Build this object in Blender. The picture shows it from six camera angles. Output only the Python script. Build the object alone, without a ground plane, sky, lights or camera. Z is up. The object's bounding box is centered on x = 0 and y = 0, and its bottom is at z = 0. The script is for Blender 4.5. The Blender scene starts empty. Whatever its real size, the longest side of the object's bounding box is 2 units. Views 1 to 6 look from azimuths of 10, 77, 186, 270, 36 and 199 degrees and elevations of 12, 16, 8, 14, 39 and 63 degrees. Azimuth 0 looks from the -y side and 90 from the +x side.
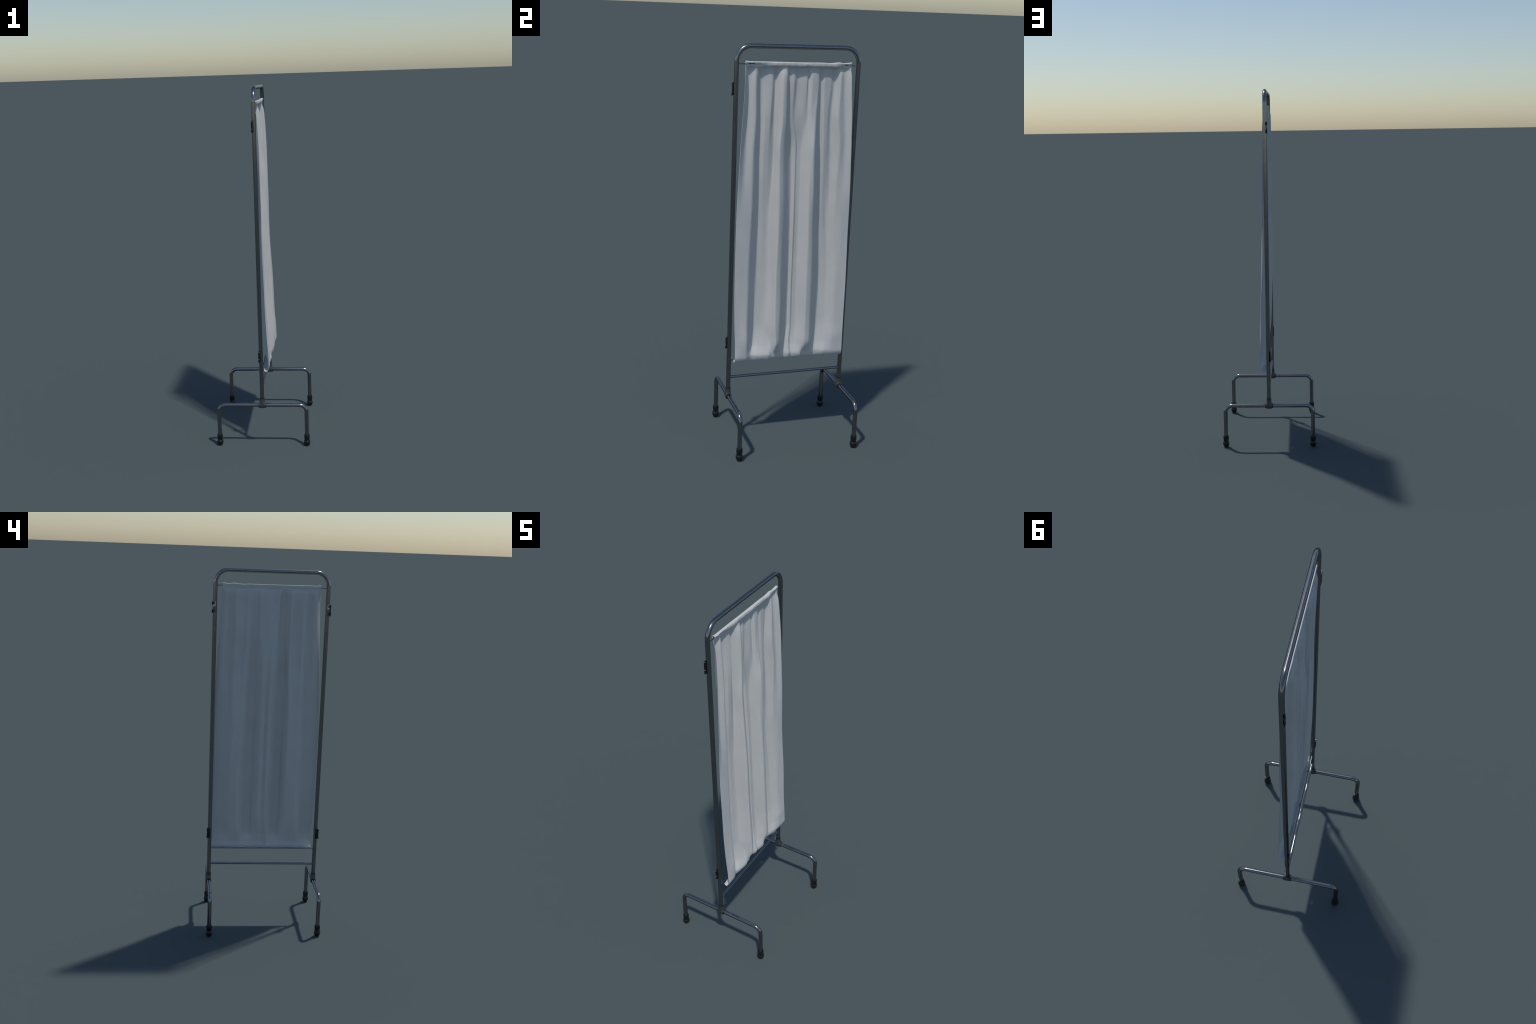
"""Hospital-style privacy screen: a bent-tube frame standing on two inverted-U feet, with one
pleated white curtain hung between an upper and a lower rod."""
import bpy, bmesh, math
import numpy as np
from mathutils import Vector, Matrix

rng = np.random.default_rng(7)
YAW = math.radians(4.62)          # the whole screen stands slightly turned

# ---- main sizes (metres) ---------------------------------------------------------------
HALF_W = 0.3040                   # upright axis from the middle
TUBE_R = 0.0111
TOP_Z = 2.0 - TUBE_R              # axis of the top bar
TOP_BEND = 0.070
LEG_Z = 0.2390                    # axis of the foot rail
LEG_HALF = 0.2470
LEG_BEND = 0.040
ROD_TOP_Z, ROD_TOP_R = 1.9075, 0.0027
ROD_LOW_Z, ROD_LOW_R = 0.4315, 0.0031
BAR_Z, BAR_R = 0.3400, 0.0074


# ======================================================================= materials ======
def new_mat(name):
    m = bpy.data.materials.new(name)
    m.use_nodes = True
    nt = m.node_tree
    for n in list(nt.nodes):
        nt.nodes.remove(n)
    out = nt.nodes.new("ShaderNodeOutputMaterial")
    p = nt.nodes.new("ShaderNodeBsdfPrincipled")
    nt.links.new(p.outputs[0], out.inputs[0])
    return m, nt, p


def node(nt, kind, **kw):
    n = nt.nodes.new(kind)
    for k, v in kw.items():
        setattr(n, k, v)
    return n


def ramp(nt, fac, stops):
    r = node(nt, "ShaderNodeValToRGB")
    el = r.color_ramp.elements
    while len(el) < len(stops):
        el.new(0.5)
    for e, (p, c) in zip(el, stops):
        e.position = p
        e.color = (*c, 1)
    nt.links.new(fac, r.inputs[0])
    return r.outputs[0]


def metal_material():
    m, nt, p = new_mat("brushed_chrome_tube")
    tc = node(nt, "ShaderNodeTexCoord")
    nz = node(nt, "ShaderNodeTexNoise")
    nz.inputs["Scale"].default_value = 140
    nz.inputs["Detail"].default_value = 3
    nt.links.new(tc.outputs["Object"], nz.inputs["Vector"])
    nt.links.new(ramp(nt, nz.outputs["Fac"], [(0.25, (0.228, 0.231, 0.235)), (0.6, (0.29, 0.293, 0.298))]),
                 p.inputs["Base Color"])
    big = node(nt, "ShaderNodeTexNoise")
    big.inputs["Scale"].default_value = 35
    nt.links.new(tc.outputs["Object"], big.inputs["Vector"])
    mr = node(nt, "ShaderNodeMapRange")
    mr.inputs["To Min"].default_value = 0.16
    mr.inputs["To Max"].default_value = 0.22
    nt.links.new(big.outputs["Fac"], mr.inputs["Value"])
    nt.links.new(mr.outputs[0], p.inputs["Roughness"])
    p.inputs["Metallic"].default_value = 1.0
    p.inputs["Specular Tint"].default_value = (0.55, 0.56, 0.58, 1)
    b = node(nt, "ShaderNodeBump")
    b.inputs["Strength"].default_value = 0.03
    b.inputs["Distance"].default_value = 0.001
    nt.links.new(nz.outputs["Fac"], b.inputs["Height"])
    nt.links.new(b.outputs[0], p.inputs["Normal"])
    return m


def cast_material():
    m, nt, p = new_mat("cast_grey_fitting")
    tc = node(nt, "ShaderNodeTexCoord")
    nz = node(nt, "ShaderNodeTexNoise")
    nz.inputs["Scale"].default_value = 160
    nt.links.new(tc.outputs["Object"], nz.inputs["Vector"])
    nt.links.new(ramp(nt, nz.outputs["Fac"], [(0.3, (0.075, 0.078, 0.077)), (0.7, (0.115, 0.118, 0.116))]),
                 p.inputs["Base Color"])
    p.inputs["Metallic"].default_value = 0.6
    p.inputs["Roughness"].default_value = 0.42
    return m


def plain_material(name, col, rough, metal=0.0, var=0.25, scale=120):
    m, nt, p = new_mat(name)
    tc = node(nt, "ShaderNodeTexCoord")
    nz = node(nt, "ShaderNodeTexNoise")
    nz.inputs["Scale"].default_value = scale
    nt.links.new(tc.outputs["Object"], nz.inputs["Vector"])
    lo = tuple(c * (1 - var) for c in col)
    hi = tuple(c * (1 + var) for c in col)
    nt.links.new(ramp(nt, nz.outputs["Fac"], [(0.3, lo), (0.7, hi)]), p.inputs["Base Color"])
    p.inputs["Roughness"].default_value = rough
    p.inputs["Metallic"].default_value = metal
    return m


def cloth_material(name, hem_z=None):
    """White cotton: fine upright ribs, crossed by a fainter weft; below the hem line
    the double cloth shows level ribs and is a little lighter."""
    m, nt, p = new_mat(name)
    L = nt.links
    tc = node(nt, "ShaderNodeTexCoord")
    sep = node(nt, "ShaderNodeSeparateXYZ")
    L.new(tc.outputs["Object"], sep.inputs[0])

    def wave(axis, scale, dist):
        w = node(nt, "ShaderNodeTexWave", wave_type="BANDS", bands_direction=axis)
        w.inputs["Scale"].default_value = scale
        w.inputs["Distortion"].default_value = dist
        w.inputs["Detail"].default_value = 2
        L.new(tc.outputs["Object"], w.inputs["Vector"])
        return w.outputs["Fac"]

    warp, weft = wave("Y", 62, 0.6), wave("Z", 80, 1.2)
    if hem_z is not None:
        lt = node(nt, "ShaderNodeMath", operation="LESS_THAN")
        L.new(sep.outputs["Z"], lt.inputs[0])
        lt.inputs[1].default_value = hem_z
        hem = lt.outputs[0]
    else:
        v = node(nt, "ShaderNodeValue")
        v.outputs[0].default_value = 1.0
        hem = v.outputs[0]
    hmix = node(nt, "ShaderNodeMix", data_type="FLOAT")
    L.new(hem, hmix.inputs["Factor"])
    L.new(warp, hmix.inputs["A"])
    soft = node(nt, "ShaderNodeMath", operation="MULTIPLY")
    L.new(weft, soft.inputs[0])
    soft.inputs[1].default_value = 0.5
    L.new(soft.outputs[0], hmix.inputs["B"])
    add = node(nt, "ShaderNodeMath", operation="MULTIPLY_ADD")
    L.new(weft, add.inputs[0])
    add.inputs[1].default_value = 0.3
    L.new(hmix.outputs["Result"], add.inputs[2])
    b = node(nt, "ShaderNodeBump")
    b.inputs["Strength"].default_value = 0.32
    b.inputs["Distance"].default_value = 0.0010
    L.new(add.outputs[0], b.inputs["Height"])
    L.new(b.outputs[0], p.inputs["Normal"])
    nz = node(nt, "ShaderNodeTexNoise")
    nz.inputs["Scale"].default_value = 9
    nz.inputs["Detail"].default_value = 4
    L.new(tc.outputs["Object"], nz.inputs["Vector"])
    col = ramp(nt, nz.outputs["Fac"], [(0.3, CLOTH_LO), (0.7, CLOTH_HI)])
    cm = node(nt, "ShaderNodeMix", data_type="RGBA")
    fac = node(nt, "ShaderNodeMath", operation="MULTIPLY")
    L.new(hem, fac.inputs[0])
    fac.inputs[1].default_value = 0.2
    L.new(fac.outputs[0], cm.inputs["Factor"])
    L.new(col, cm.inputs["A"])
    cm.inputs["B"].default_value = (*CLOTH_HEM, 1)
    L.new(cm.outputs["Result"], p.inputs["Base Color"])
    p.inputs["Roughness"].default_value = 0.9
    p.inputs["Specular IOR Level"].default_value = 0.15
    return m


CLOTH_LO, CLOTH_HI, CLOTH_HEM = (0.565, 0.568, 0.560), (0.600, 0.602, 0.592), (0.70, 0.70, 0.69)
METAL = metal_material()
CAST = cast_material()
RUBBER = plain_material("black_rubber", (0.0075, 0.0075, 0.008), 0.38)
BLACK = plain_material("near_black", (0.005, 0.005, 0.006), 0.4)  # near-black colour for bushings, hinge knuckles and the lower hinge plates
STEEL = plain_material("worn_screw", (0.13, 0.13, 0.135), 0.35, 1.0, 0.1)
CAP = plain_material("sunlit_ear_top", (0.75, 0.74, 0.72), 0.5, 0.6, 0.1)  # pale colour standing in for sunlight on the hinge ear tops
CLOTH = cloth_material("white_cotton", hem_z=0.508)
HEADER = cloth_material("white_cotton_header")


# ======================================================================= helpers ========
root = bpy.data.objects.new("privacy_screen", None)
bpy.context.scene.collection.objects.link(root)
root.rotation_euler = (0, 0, YAW)
root["label"] = "bent steel tube screen with pleated white curtain"
root["category"] = "privacy screen"


def add_mesh(name, verts, faces, mat, parent=root, smooth=35):
    me = bpy.data.meshes.new(name)
    me.from_pydata([tuple(v) for v in verts], [], faces)
    bm = bmesh.new()
    bm.from_mesh(me)
    bmesh.ops.recalc_face_normals(bm, faces=bm.faces)
    bm.to_mesh(me)
    bm.free()
    me.materials.append(mat)
    if smooth:
        for poly in me.polygons:
            poly.use_smooth = True
        me.set_sharp_from_angle(angle=math.radians(smooth))
    return place(name, me, parent)


def place(name, me, parent=root, matrix=None):
    ob = bpy.data.objects.new(name, me)
    bpy.context.scene.collection.objects.link(ob)
    ob.parent = parent
    if matrix is not None:
        ob.matrix_local = matrix
    return ob


def loft(rings, closed_ends=True):
    """rings: list of equally long closed loops of points."""
    n = len(rings[0])
    V = [p for r in rings for p in r]
    F = []
    for i in range(len(rings) - 1):
        for j in range(n):
            k = (j + 1) % n
            F.append((i * n + j, i * n + k, (i + 1) * n + k, (i + 1) * n + j))
    if closed_ends:
        F.append(tuple(range(n))[::-1])
        F.append(tuple((len(rings) - 1) * n + j for j in range(n)))
    return V, F


def circle(center, axis, r, n=28):
    a = Vector(axis).normalized()
    ref = Vector((0, 0, 1)) if abs(a.z) < 0.9 else Vector((1, 0, 0))
    u = a.cross(ref).normalized()
    v = a.cross(u)
    c = Vector(center)
    return [c + r * (math.cos(t) * u + math.sin(t) * v) for t in np.linspace(0, 2 * math.pi, n, endpoint=False)]


def rod(p0, p1, r, n=20):
    d = Vector(p1) - Vector(p0)
    return loft([circle(p0, d, r, n), circle(p1, d, r, n)])


def bent_path(corners, radius, steps=14):
    """Polyline with its inner corners rounded to arcs."""
    P = [Vector(c) for c in corners]
    out = [P[0]]
    for a, b, c in zip(P, P[1:], P[2:]):
        d0, d1 = (a - b).normalized(), (c - b).normalized()
        half = d0.angle(d1) / 2
        t = radius / math.tan(half)
        cen = b + (d0 + d1).normalized() * (radius / math.sin(half))
        s, e = b + d0 * t - cen, b + d1 * t - cen
        w = s.angle(e)
        for k in range(steps + 1):
            f = k / steps
            out.append(cen + (math.sin((1 - f) * w) * s + math.sin(f * w) * e) / math.sin(w))
    out.append(P[-1])
    return out


def tube_along(path, r, plane_normal, n=28):
    N = Vector(plane_normal)
    rings = []
    for i, p in enumerate(path):
        t = (path[min(i + 1, len(path) - 1)] - path[max(i - 1, 0)]).normalized()
        side = t.cross(N).normalized()
        rings.append([p + r * (math.cos(a) * N + math.sin(a) * side)
                      for a in np.linspace(0, 2 * math.pi, n, endpoint=False)])
    return loft(rings)


def revolve(profile, n=36, rib=None):
    """profile (r, z); rib(r, z, angle) may alter the radius."""
    rings = []
    for r, z in profile:
        ring = []
        for a in np.linspace(0, 2 * math.pi, n, endpoint=False):
            rr = rib(r, z, a) if rib else r
            ring.append(Vector((rr * math.cos(a), rr * math.sin(a), z)))
        rings.append(ring)
    return loft(rings)


def box(x0, x1, y0, y1, z0, z1, bevel=0.0008):
    bm = bmesh.new()
    bmesh.ops.create_cube(bm, size=1)
    for v in bm.verts:
        v.co = Vector(((x0 + x1) / 2 + v.co.x * (x1 - x0), (y0 + y1) / 2 + v.co.y * (y1 - y0),
                       (z0 + z1) / 2 + v.co.z * (z1 - z0)))
    if bevel:
        bmesh.ops.bevel(bm, geom=list(bm.edges), offset=bevel, segments=2, affect='EDGES', profile=0.5)
    V = [v.co.copy() for v in bm.verts]
    F = [tuple(v.index for v in f.verts) for f in bm.faces]
    bm.free()
    return V, F


def join_parts(*parts):
    V, F = [], []
    for v, f in parts:
        o = len(V)
        V += list(v)
        F += [tuple(i + o for i in ff) for ff in f]
    return V, F


# ======================================================================= frame ==========
path = bent_path([(0, -HALF_W, 0.262), (0, -HALF_W, TOP_Z), (0, HALF_W, TOP_Z), (0, HALF_W, 0.262)], TOP_BEND, 18)
add_mesh("frame", *tube_along(path, TUBE_R, (1, 0, 0)), METAL)

add_mesh("crossbar", *rod((0, -HALF_W + 0.006, BAR_Z), (0, HALF_W - 0.006, BAR_Z), BAR_R), METAL)
top_rod = add_mesh("curtain_rod", *rod((0, -HALF_W + 0.005, ROD_TOP_Z), (0, HALF_W - 0.005, ROD_TOP_Z), ROD_TOP_R, 16), METAL)
low_rod = add_mesh("curtain_rod", *rod((0, -HALF_W + 0.005, ROD_LOW_Z), (0, HALF_W - 0.005, ROD_LOW_Z), ROD_LOW_R, 16), METAL)

# shared small screw: a domed head with a recess, axis +z
screw_V, screw_F = revolve([(0.0030, 0.0), (0.0030, 0.0008), (0.0024, 0.0015), (0.0013, 0.0017), (0.0011, 0.0009), (0.0004, 0.0008)], 16)
screw_ob = None


def add_screw(parent, pos, direction, scale=1.0):
    global screw_ob
    rot = Vector((0, 0, 1)).rotation_difference(Vector(direction)).to_matrix().to_4x4()
    M = Matrix.Translation(pos) @ rot @ Matrix.Scale(scale, 4)
    if screw_ob is None:
        screw_ob = add_mesh("screw", screw_V, screw_F, STEEL, parent)
        screw_ob.matrix_local = M
    else:
        place("screw", screw_ob.data, parent, M)


# ======================================================================= base ===========
def stadium(z, hx, hy, n=28, sq=4.0):
    """Superellipse ring: sq = 2 is an ellipse, larger is boxier."""
    ring = []
    for a in np.linspace(0, 2 * math.pi, n, endpoint=False):
        c, s = math.cos(a), math.sin(a)
        ring.append(Vector((hx * math.copysign(abs(c) ** (2 / sq), c), hy * math.copysign(abs(s) ** (2 / sq), s), z)))
    return ring


foot_profile = [(0.0112, 0.0668), (0.0134, 0.0664), (0.0143, 0.0645), (0.0152, 0.0615), (0.0156, 0.0575),
                (0.0156, 0.0520), (0.0154, 0.0460), (0.0150, 0.0410), (0.0143, 0.0360), (0.0139, 0.0325),
                (0.0146, 0.0298), (0.0163, 0.0275), (0.0178, 0.0248), (0.0184, 0.0212), (0.0182, 0.0172),
                (0.0172, 0.0120), (0.0157, 0.0072), (0.0138, 0.0034), (0.0120, 0.0010), (0.0100, 0.0), (0.0020, 0.0)]


def rib(r, z, a):
    if 0.038 < z < 0.0625:
        fade = min(1.0, (z - 0.038) / 0.004, (0.0625 - z) / 0.003)
        return r - 0.0011 * fade * (0.5 + 0.5 * math.cos(12 * a)) ** 3
    return r


foot_V, foot_F = revolve(foot_profile, 96, rib)
foot_ob = None

for side in (-1, 1):
    y = side * HALF_W
    leg_path = bent_path([(-LEG_HALF, y, 0.03), (-LEG_HALF, y, LEG_Z), (LEG_HALF, y, LEG_Z), (LEG_HALF, y, 0.03)], LEG_BEND, 14)
    leg = add_mesh("base_leg", *tube_along(leg_path, TUBE_R, (0, 1, 0)), METAL)
    for sx in (-1, 1):
        M = Matrix.Translation((sx * LEG_HALF, y, 0)) @ Matrix.Rotation(0.4 * sx + side, 4, 'Z')
        if foot_ob is None:
            foot_ob = add_mesh("foot", foot_V, foot_F, RUBBER, leg, smooth=50)
            foot_ob.matrix_local = M
        else:
            place("foot", foot_ob.data, leg, M)
    # T-shaped cast fitting: boxy saddle round the rail, tapering into a round socket
    body = loft([[p + Vector((0, y, 0)) for p in ring] for ring in (
        stadium(0.2232, 0.0150, 0.0090, sq=4), stadium(0.2245, 0.0174, 0.0118, sq=4.5),
        stadium(0.2310, 0.0184, 0.0145, sq=5), stadium(0.2440, 0.0184, 0.0150, sq=5),
        stadium(0.2500, 0.0170, 0.0147, sq=3.5), stadium(0.2570, 0.0150, 0.0142, sq=2.6),
        stadium(0.2640, 0.0137, 0.0137, sq=2), stadium(0.2795, 0.0132, 0.0132, sq=2))])
    saddle = loft([circle((sx, y, LEG_Z), (1, 0, 0), r) for sx, r in
                   ((-0.0187, 0.0142), (-0.0180, 0.0153), (0.0180, 0.0153), (0.0187, 0.0142))])
    tee = add_mesh("tee_joint", *join_parts(body, saddle), CAST)
    cuffs = [rod((sx * 0.0170, y, LEG_Z), (sx * 0.0214, y, LEG_Z), 0.0137, 28) for sx in (-1, 1)]
    cuffs.append(rod((0, y, 0.278), (0, y, 0.2828), 0.0128, 28))
    add_mesh("bushing", *join_parts(*cuffs), BLACK, tee)
    add_screw(tee, (0, y + side * 0.0130, 0.271), (0, side, 0), 0.75)
    add_screw(tee, (0.0131, y, 0.272), (1, 0, 0), 0.8)
    add_screw(root, (0, y + side * (TUBE_R - 0.0003), BAR_Z - 0.001), (0, side, 0), 0.9)

# ======================================================================= hinges =========
# folded hinge half on the back, outer side of each upright: a plate with two knuckle ears
for side in (-1, 1):
    for zc, h in ((1.7925, 0.061), (0.5250, 0.060)):
        y0, y1 = side * (HALF_W - 0.0035), side * (HALF_W + 0.0172)
        ya, yb = min(y0, y1), max(y0, y1)
        zb, zt = zc - h / 2, zc + h / 2
        plate = box(-0.0134, -0.0104, ya, yb - 0.004 if side > 0 else yb, zb, zt) if side > 0 else box(-0.0134, -0.0104, ya + 0.004, yb, zb, zt)
        hinge = add_mesh("hinge_bracket", *plate, BLACK if zc < 1 else METAL)
        inner = -0.0025 if side < 0 else -0.0085      # the near side is folded further round
        k0, k1 = sorted((side * (HALF_W + 0.0085), side * (HALF_W + 0.0160)))
        if zc < 1 or side < 0:
            web = [box(-0.0139, inner, k0, k1, zb + 0.001, zt - 0.001)]
        else:
            web = [box(-0.0139, inner, k0, k1, zz, zz + 0.018) for zz in (zb, zt - 0.018)]
        pads = [rod((-0.0130, side * (HALF_W + 0.0065), zc + dz), (-0.0139, side * (HALF_W + 0.0065), zc + dz), 0.0052, 20)
                for dz in (-0.0195, 0.0195)]
        add_mesh("hinge_knuckle", *join_parts(*web, *pads), BLACK, hinge)
        e0, e1 = sorted((side * (HALF_W + 0.0150), side * (HALF_W + 0.0174)))
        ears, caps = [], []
        for zz, hh in ((zb - 0.003, 0.020), (zt - 0.021, 0.018)):
            ears.append(box(-0.0130, inner - 0.004, e0, e1, zz, zz + hh))
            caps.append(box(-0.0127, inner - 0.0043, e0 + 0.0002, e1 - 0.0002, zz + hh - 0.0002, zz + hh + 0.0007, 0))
        add_mesh("hinge_ear", *join_parts(*ears), RUBBER, hinge)
        if side < 0:
            add_mesh("hinge_ear_glint", *join_parts(*caps), CAP, hinge)  # added thin strips: the sunlit glint on the ears put into colour
        for dz in (-0.0195, 0.0195):
            add_screw(hinge, (-0.0138, side * (HALF_W + 0.0065), zc + dz), (-1, 0, 0), 0.6)


# ======================================================================= curtain ========
def pchip(xk, yk, xq):
    """Monotone cubic interpolation, so folds keep round crests and never overshoot."""
    xk, yk, xq = map(np.asarray, (xk, yk, xq))
    h = np.diff(xk)
    d = np.diff(yk) / h
    m = np.zeros(len(xk))
    for i in range(1, len(xk) - 1):
        if d[i - 1] * d[i] > 0:
            w1, w2 = 2 * h[i] + h[i - 1], h[i] + 2 * h[i - 1]
            m[i] = (w1 + w2) / (w1 / d[i - 1] + w2 / d[i])
    m[0], m[-1] = d[0], d[-1]
    i = np.clip(np.searchsorted(xk, xq) - 1, 0, len(h) - 1)
    t = (xq - xk[i]) / h[i]
    return ((1 + 2 * t) * (1 - t) ** 2 * yk[i] + t * (1 - t) ** 2 * h[i] * m[i]
            + t * t * (3 - 2 * t) * yk[i + 1] + t * t * (t - 1) * h[i] * m[i + 1])


# Fold lines of the curtain, as they run down the cloth. Each line gives (y, x) in
# millimetres at these heights; x is how far it stands forward of the rods.
LEVELS = (1.825, 1.669, 1.507, 1.185, 0.850, 0.620, 0.525, 0.462)
FOLD_LINES = [
    ("near edge",     [(-264, 13), (-272, 19), (-280, 21), (-290, 21.5), (-292, 27.5), (-288, 35), (-284, 39), (-283.5, 41)]),
    ("valley",        [(-240, -11), (-246, -5), (-249, 3), (-260, 20.5), (-262, 28.5), (-262, 36), (-262, 42), (-262, 43.5)]),
    ("crest",         [(-210, 4), (-207, 9), (-215, 14), (-219, 20), (-230, 28), (-230, 40), (-229, 46), (-229, 43)]),
    ("valley",        [(-178, -18), (-176, -17), (-173, -17), (-172, -19), (-173, -13), (-181, -2), (-187, 10), (-197, 31)]),
    ("rise",          [(-151, -10), (-152, -4), (-155, -6), (-147, -13), (-145, -7), (-155, 2), (-157, 20), (-165, 40)]),
    ("crest",         [(-126, -6), (-132, -1), (-136, -5), (-129, -12), (-126, -4), (-138, 6), (-133, 24), (-137, 43)]),
    ("valley",        [(-108, -17), (-110, -16), (-105, -13), (-119, -10), (-116, -1), (-121, 13), (-109, 27), (-109, 44)]),
    ("rise",          [(-92, 1), (-90, 6), (-97, 4), (-103, 11), (-99, 22), (-101, 33), (-93, 41), (-92, 40)]),
    ("shoulder",      [(-72, 16), (-73, 20), (-84, 24), (-80, 39), (-84, 49), (-82, 58), (-76, 61), (-76, 40)]),
    ("crest",         [(-59, 13), (-59, 17), (-68, 20), (-62, 33), (-66, 45), (-64, 55), (-60, 55), (-64, 35)]),
    ("valley",        [(-40, -8), (-32, -8), (-14, -21), (-6, -12), (-5, -4), (-6, 8), (-19, 20), (-27, 25)]),
    ("notch crest",   [(-18, -4), (-20, -9), (6, -12), (8, 1), (8, 8), (9, 15), (1, 29), (0, 41)]),
    ("notch valley",  [(2, -13), (-5, -12), (15, -16), (17, -4.5), (17, 3), (18, 11), (9, 23), (14, 37)]),
    ("rise",          [(48, -7), (40, -6), (31, -14), (31, -5), (32, 3), (34, 12), (26, 25), (30, 41)]),
    ("rise",          [(57, -12), (56, -6), (56, 6), (57, 16), (57, 24), (63, 32), (61, 42), (61, 47)]),
    ("crest",         [(74, 0), (75, 6), (72, 18), (77, 34), (79, 45), (80, 51), (83, 54), (72, 40)]),
    ("crest",         [(104, -4), (93, 9), (87, 26), (94, 31), (98, 42), (98, 49), (101, 52), (90, 35)]),
    ("valley",        [(124, -17), (128, -20), (134, -18), (144, -17), (160, -10), (156, 4), (145, 12), (138, 23)]),
    ("rise",          [(141, -10), (144, -10), (151, -8), (165, -13), (182, -4), (179, 10), (169, 20), (169, 34)]),
    ("crest",         [(170, -12), (161, -11), (163, -10), (180, -14), (199, 0), (199, 17), (191, 28), (191, 41)]),
    ("valley",        [(189, -18), (183, -20), (187, -17), (192, -11), (212, 9), (212, 24), (210, 36), (210, 43)]),
    ("crest",         [(219, 4), (215, 8), (229, 11), (223, 12), (241, 26), (240, 37), (236, 46), (236, 47)]),
    ("dip",           [(238, -2), (247, 3), (254, 6), (257, 19), (270, 31), (266, 40), (263, 48), (263, 48)]),
    ("far edge",      [(270, 13), (279, 19), (286, 21), (294, 22), (293.5, 35), (291, 42), (289, 48), (289, 49)]),
]
# how far each line of folds sags below the lower rod (mm)
SAG = [2, 1, 0, 6, 3, 3, 15, 1, -3, -3, -2, 1, 3, 0, -1, -3, -2, 9, 1, 0, 2, 8, 1, 2]

lev = np.array(LEVELS)
Y = np.array([[p[0] for p in pts] for _, pts in FOLD_LINES]) / 1000.0
X = np.array([[p[1] for p in pts] for _, pts in FOLD_LINES]) / 1000.0
SAGS = np.array(SAG) / 1000.0
nf = len(FOLD_LINES)
# gathered top rows just under the header: shallower folds
head_y = Y[:, 0] * 0.992
levels = np.concatenate([[1.899, 1.884, 1.862], lev])
Yk = np.column_stack([head_y, head_y, Y[:, 0] * 0.997, Y])
Xk = np.column_stack([X[:, 0] * 0.15 - 0.001, X[:, 0] * 0.50 - 0.0045, X[:, 0] * 0.86 - 0.0025, X])

PER = 12
s = np.concatenate([[i + k / PER for i in range(nf - 1) for k in range(PER)], [nf - 1]])
zs = np.concatenate([np.linspace(1.899, 0.462, 160)])


def fold_rows(z):
    yk = np.array([pchip(levels[::-1], Yk[i, ::-1], np.array([z]))[0] for i in range(nf)])
    xk = np.array([pchip(levels[::-1], Xk[i, ::-1], np.array([z]))[0] for i in range(nf)])
    y = np.interp(s, np.arange(nf), yk)
    return y, pchip(yk, xk, y)


grid = []
for z in zs:
    y, x = fold_rows(z)
    soft = 0.0012 * np.sin(y * 61 + z * 5.1) * np.sin(z * 9.3 + y * 17)      # gentle undulation
    grid.append(np.column_stack([x + soft * np.clip((1.88 - z) / 0.2, 0, 1), y, np.full_like(y, z)]))
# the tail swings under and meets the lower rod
yb, xb = grid[-1][:, 1], grid[-1][:, 0]
sag = pchip(np.arange(nf), SAGS, s)
near = np.exp(-((yb + 0.284) / 0.05) ** 2)          # the near corner curls less
for t in np.linspace(0, 1, 26)[1:]:
    b0, b1, b2, b3 = (1 - t) ** 3, 3 * t * (1 - t) ** 2, 3 * t * t * (1 - t), t ** 3
    x = b0 * xb + b1 * (xb * 0.99) + b2 * (0.50 * xb) + b3 * (0.0060 + 0.0075 * near)
    z = b0 * 0.462 + b1 * 0.430 + b2 * (0.4185 - sag) + b3 * (ROD_LOW_Z + 0.009 - 0.003 * near)
    grid.append(np.column_stack([x, yb, z]))
G = np.array(grid)
nr, nc = G.shape[:2]
V = G.reshape(-1, 3)
F = [(r * nc + c, r * nc + c + 1, (r + 1) * nc + c + 1, (r + 1) * nc + c) for r in range(nr - 1) for c in range(nc - 1)]
curtain = add_mesh("curtain", V, F, CLOTH, smooth=180)
sol = curtain.modifiers.new("cloth_thickness", 'SOLIDIFY')
sol.thickness = 0.0006
sol.offset = 0

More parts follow.
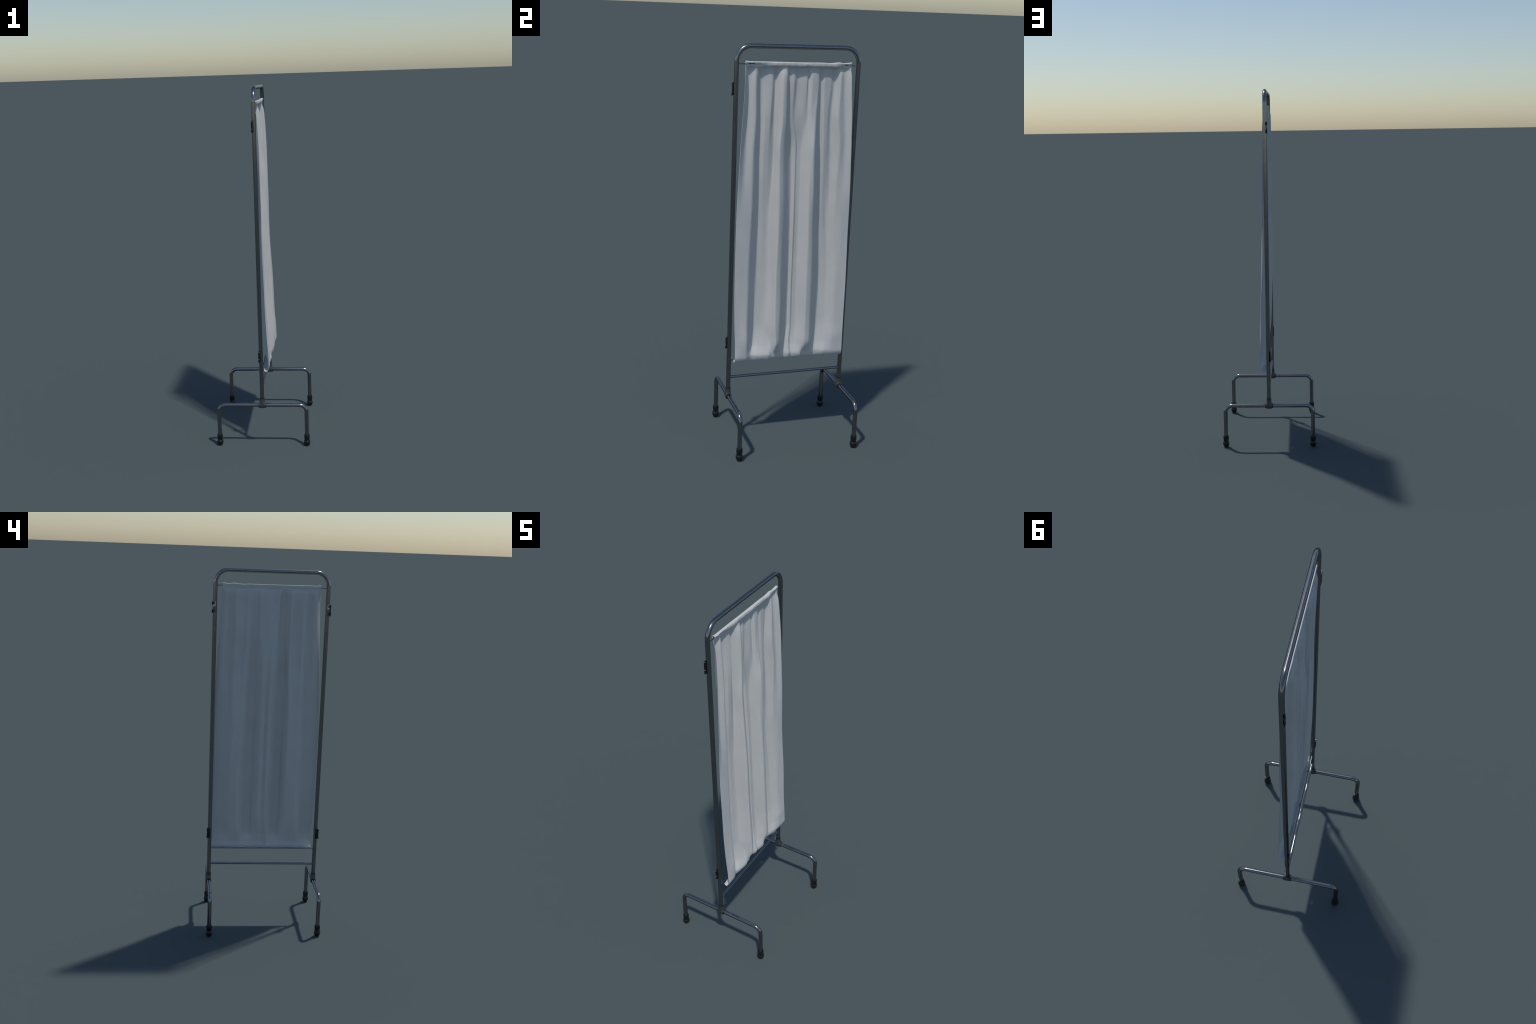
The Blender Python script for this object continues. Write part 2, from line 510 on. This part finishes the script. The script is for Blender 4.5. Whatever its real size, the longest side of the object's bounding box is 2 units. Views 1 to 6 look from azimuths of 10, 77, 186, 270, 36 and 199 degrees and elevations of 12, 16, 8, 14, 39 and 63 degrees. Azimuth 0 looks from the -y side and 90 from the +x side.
# ---- header: a sleeve of cloth drawn over the upper rod ---------------------------------
n_st, n_a = 120, 40
Hy = np.linspace(-0.2620, 0.2680, n_st)
rings_V, faces = [], []
for i, y in enumerate(Hy):
    end = min(i, n_st - 1 - i) / n_st
    u = (y + 0.262) / 0.53
    flare = math.exp(-(end * n_st / 3.0) ** 2)
    dip = (-0.0022 * math.exp(-((u - 0.79) / 0.05) ** 2) + 0.0022 * math.exp(-((u - 0.875) / 0.028) ** 2)
           - 0.0022 * math.exp(-((u - 0.925) / 0.022) ** 2) + 0.0006 * math.sin(9 * u))
    roll = min(1.0, max(0.0, (u - 0.10) / 0.14)) * min(1.0, max(0.0, (0.96 - u) / 0.10))
    lip = 0.0009 * math.sin(23 * u + 1) + 0.0007 * math.sin(47 * u) + 0.0005 * math.sin(111 * u + 2)
    pucker = 0.0007 * math.sin(61 * u + 0.6) + 0.0006 * math.sin(37 * u + 2)
    for k in range(n_a):
        a = 2 * math.pi * k / n_a                      # 0 = front (+x), 90 deg = up
        c, sn = math.cos(a), math.sin(a)
        # flat-topped ribbon whose sides slope in to the cloth below; its front lip rolls
        # down between the ends
        x = (0.0081 if c > 0 else 0.0052) * math.copysign(abs(c) ** (0.38 if sn > 0 else 0.6), c)
        z = 0.0102 * sn if sn > 0 else 0.0125 * sn
        z = math.copysign(abs(z / 0.0102) ** 0.6, z) * 0.0102 if sn > 0 else z
        taper = 1.0 - 0.92 * min(1.0, max(0.0, (0.0068 - z) / 0.0125))
        if c > 0:
            taper = taper * (1 - roll) + roll * (1.0 - 0.75 * max(0.0, (-0.0055 - z) / 0.0070))
        x *= taper
        if sn > 0:
            z += (dip + flare * 0.003) * sn
        if c > 0:
            x += lip * c
        if sn < 0:
            z += pucker * sn
            gr = math.exp(-((z - 0.0015) / 0.0016) ** 2) * roll
            x -= 0.0030 * gr
        rings_V.append((x, y, ROD_TOP_Z + 0.0005 + z))
slot = lambda u: 0.022 < u < 0.08 or 0.935 < u < 0.968
for i in range(n_st - 1):
    u = (i + 0.5) / (n_st - 1)
    for k in range(n_a):
        if slot(u) and k in (39, 0):
            continue                                    # gaps in the seam that show the rod
        k2 = (k + 1) % n_a
        faces.append((i * n_a + k, i * n_a + k2, (i + 1) * n_a + k2, (i + 1) * n_a + k))
header = add_mesh("curtain_header", rings_V, faces, HEADER, smooth=180)
sol = header.modifiers.new("cloth_thickness", 'SOLIDIFY')
sol.thickness = 0.0011
sol.offset = 0
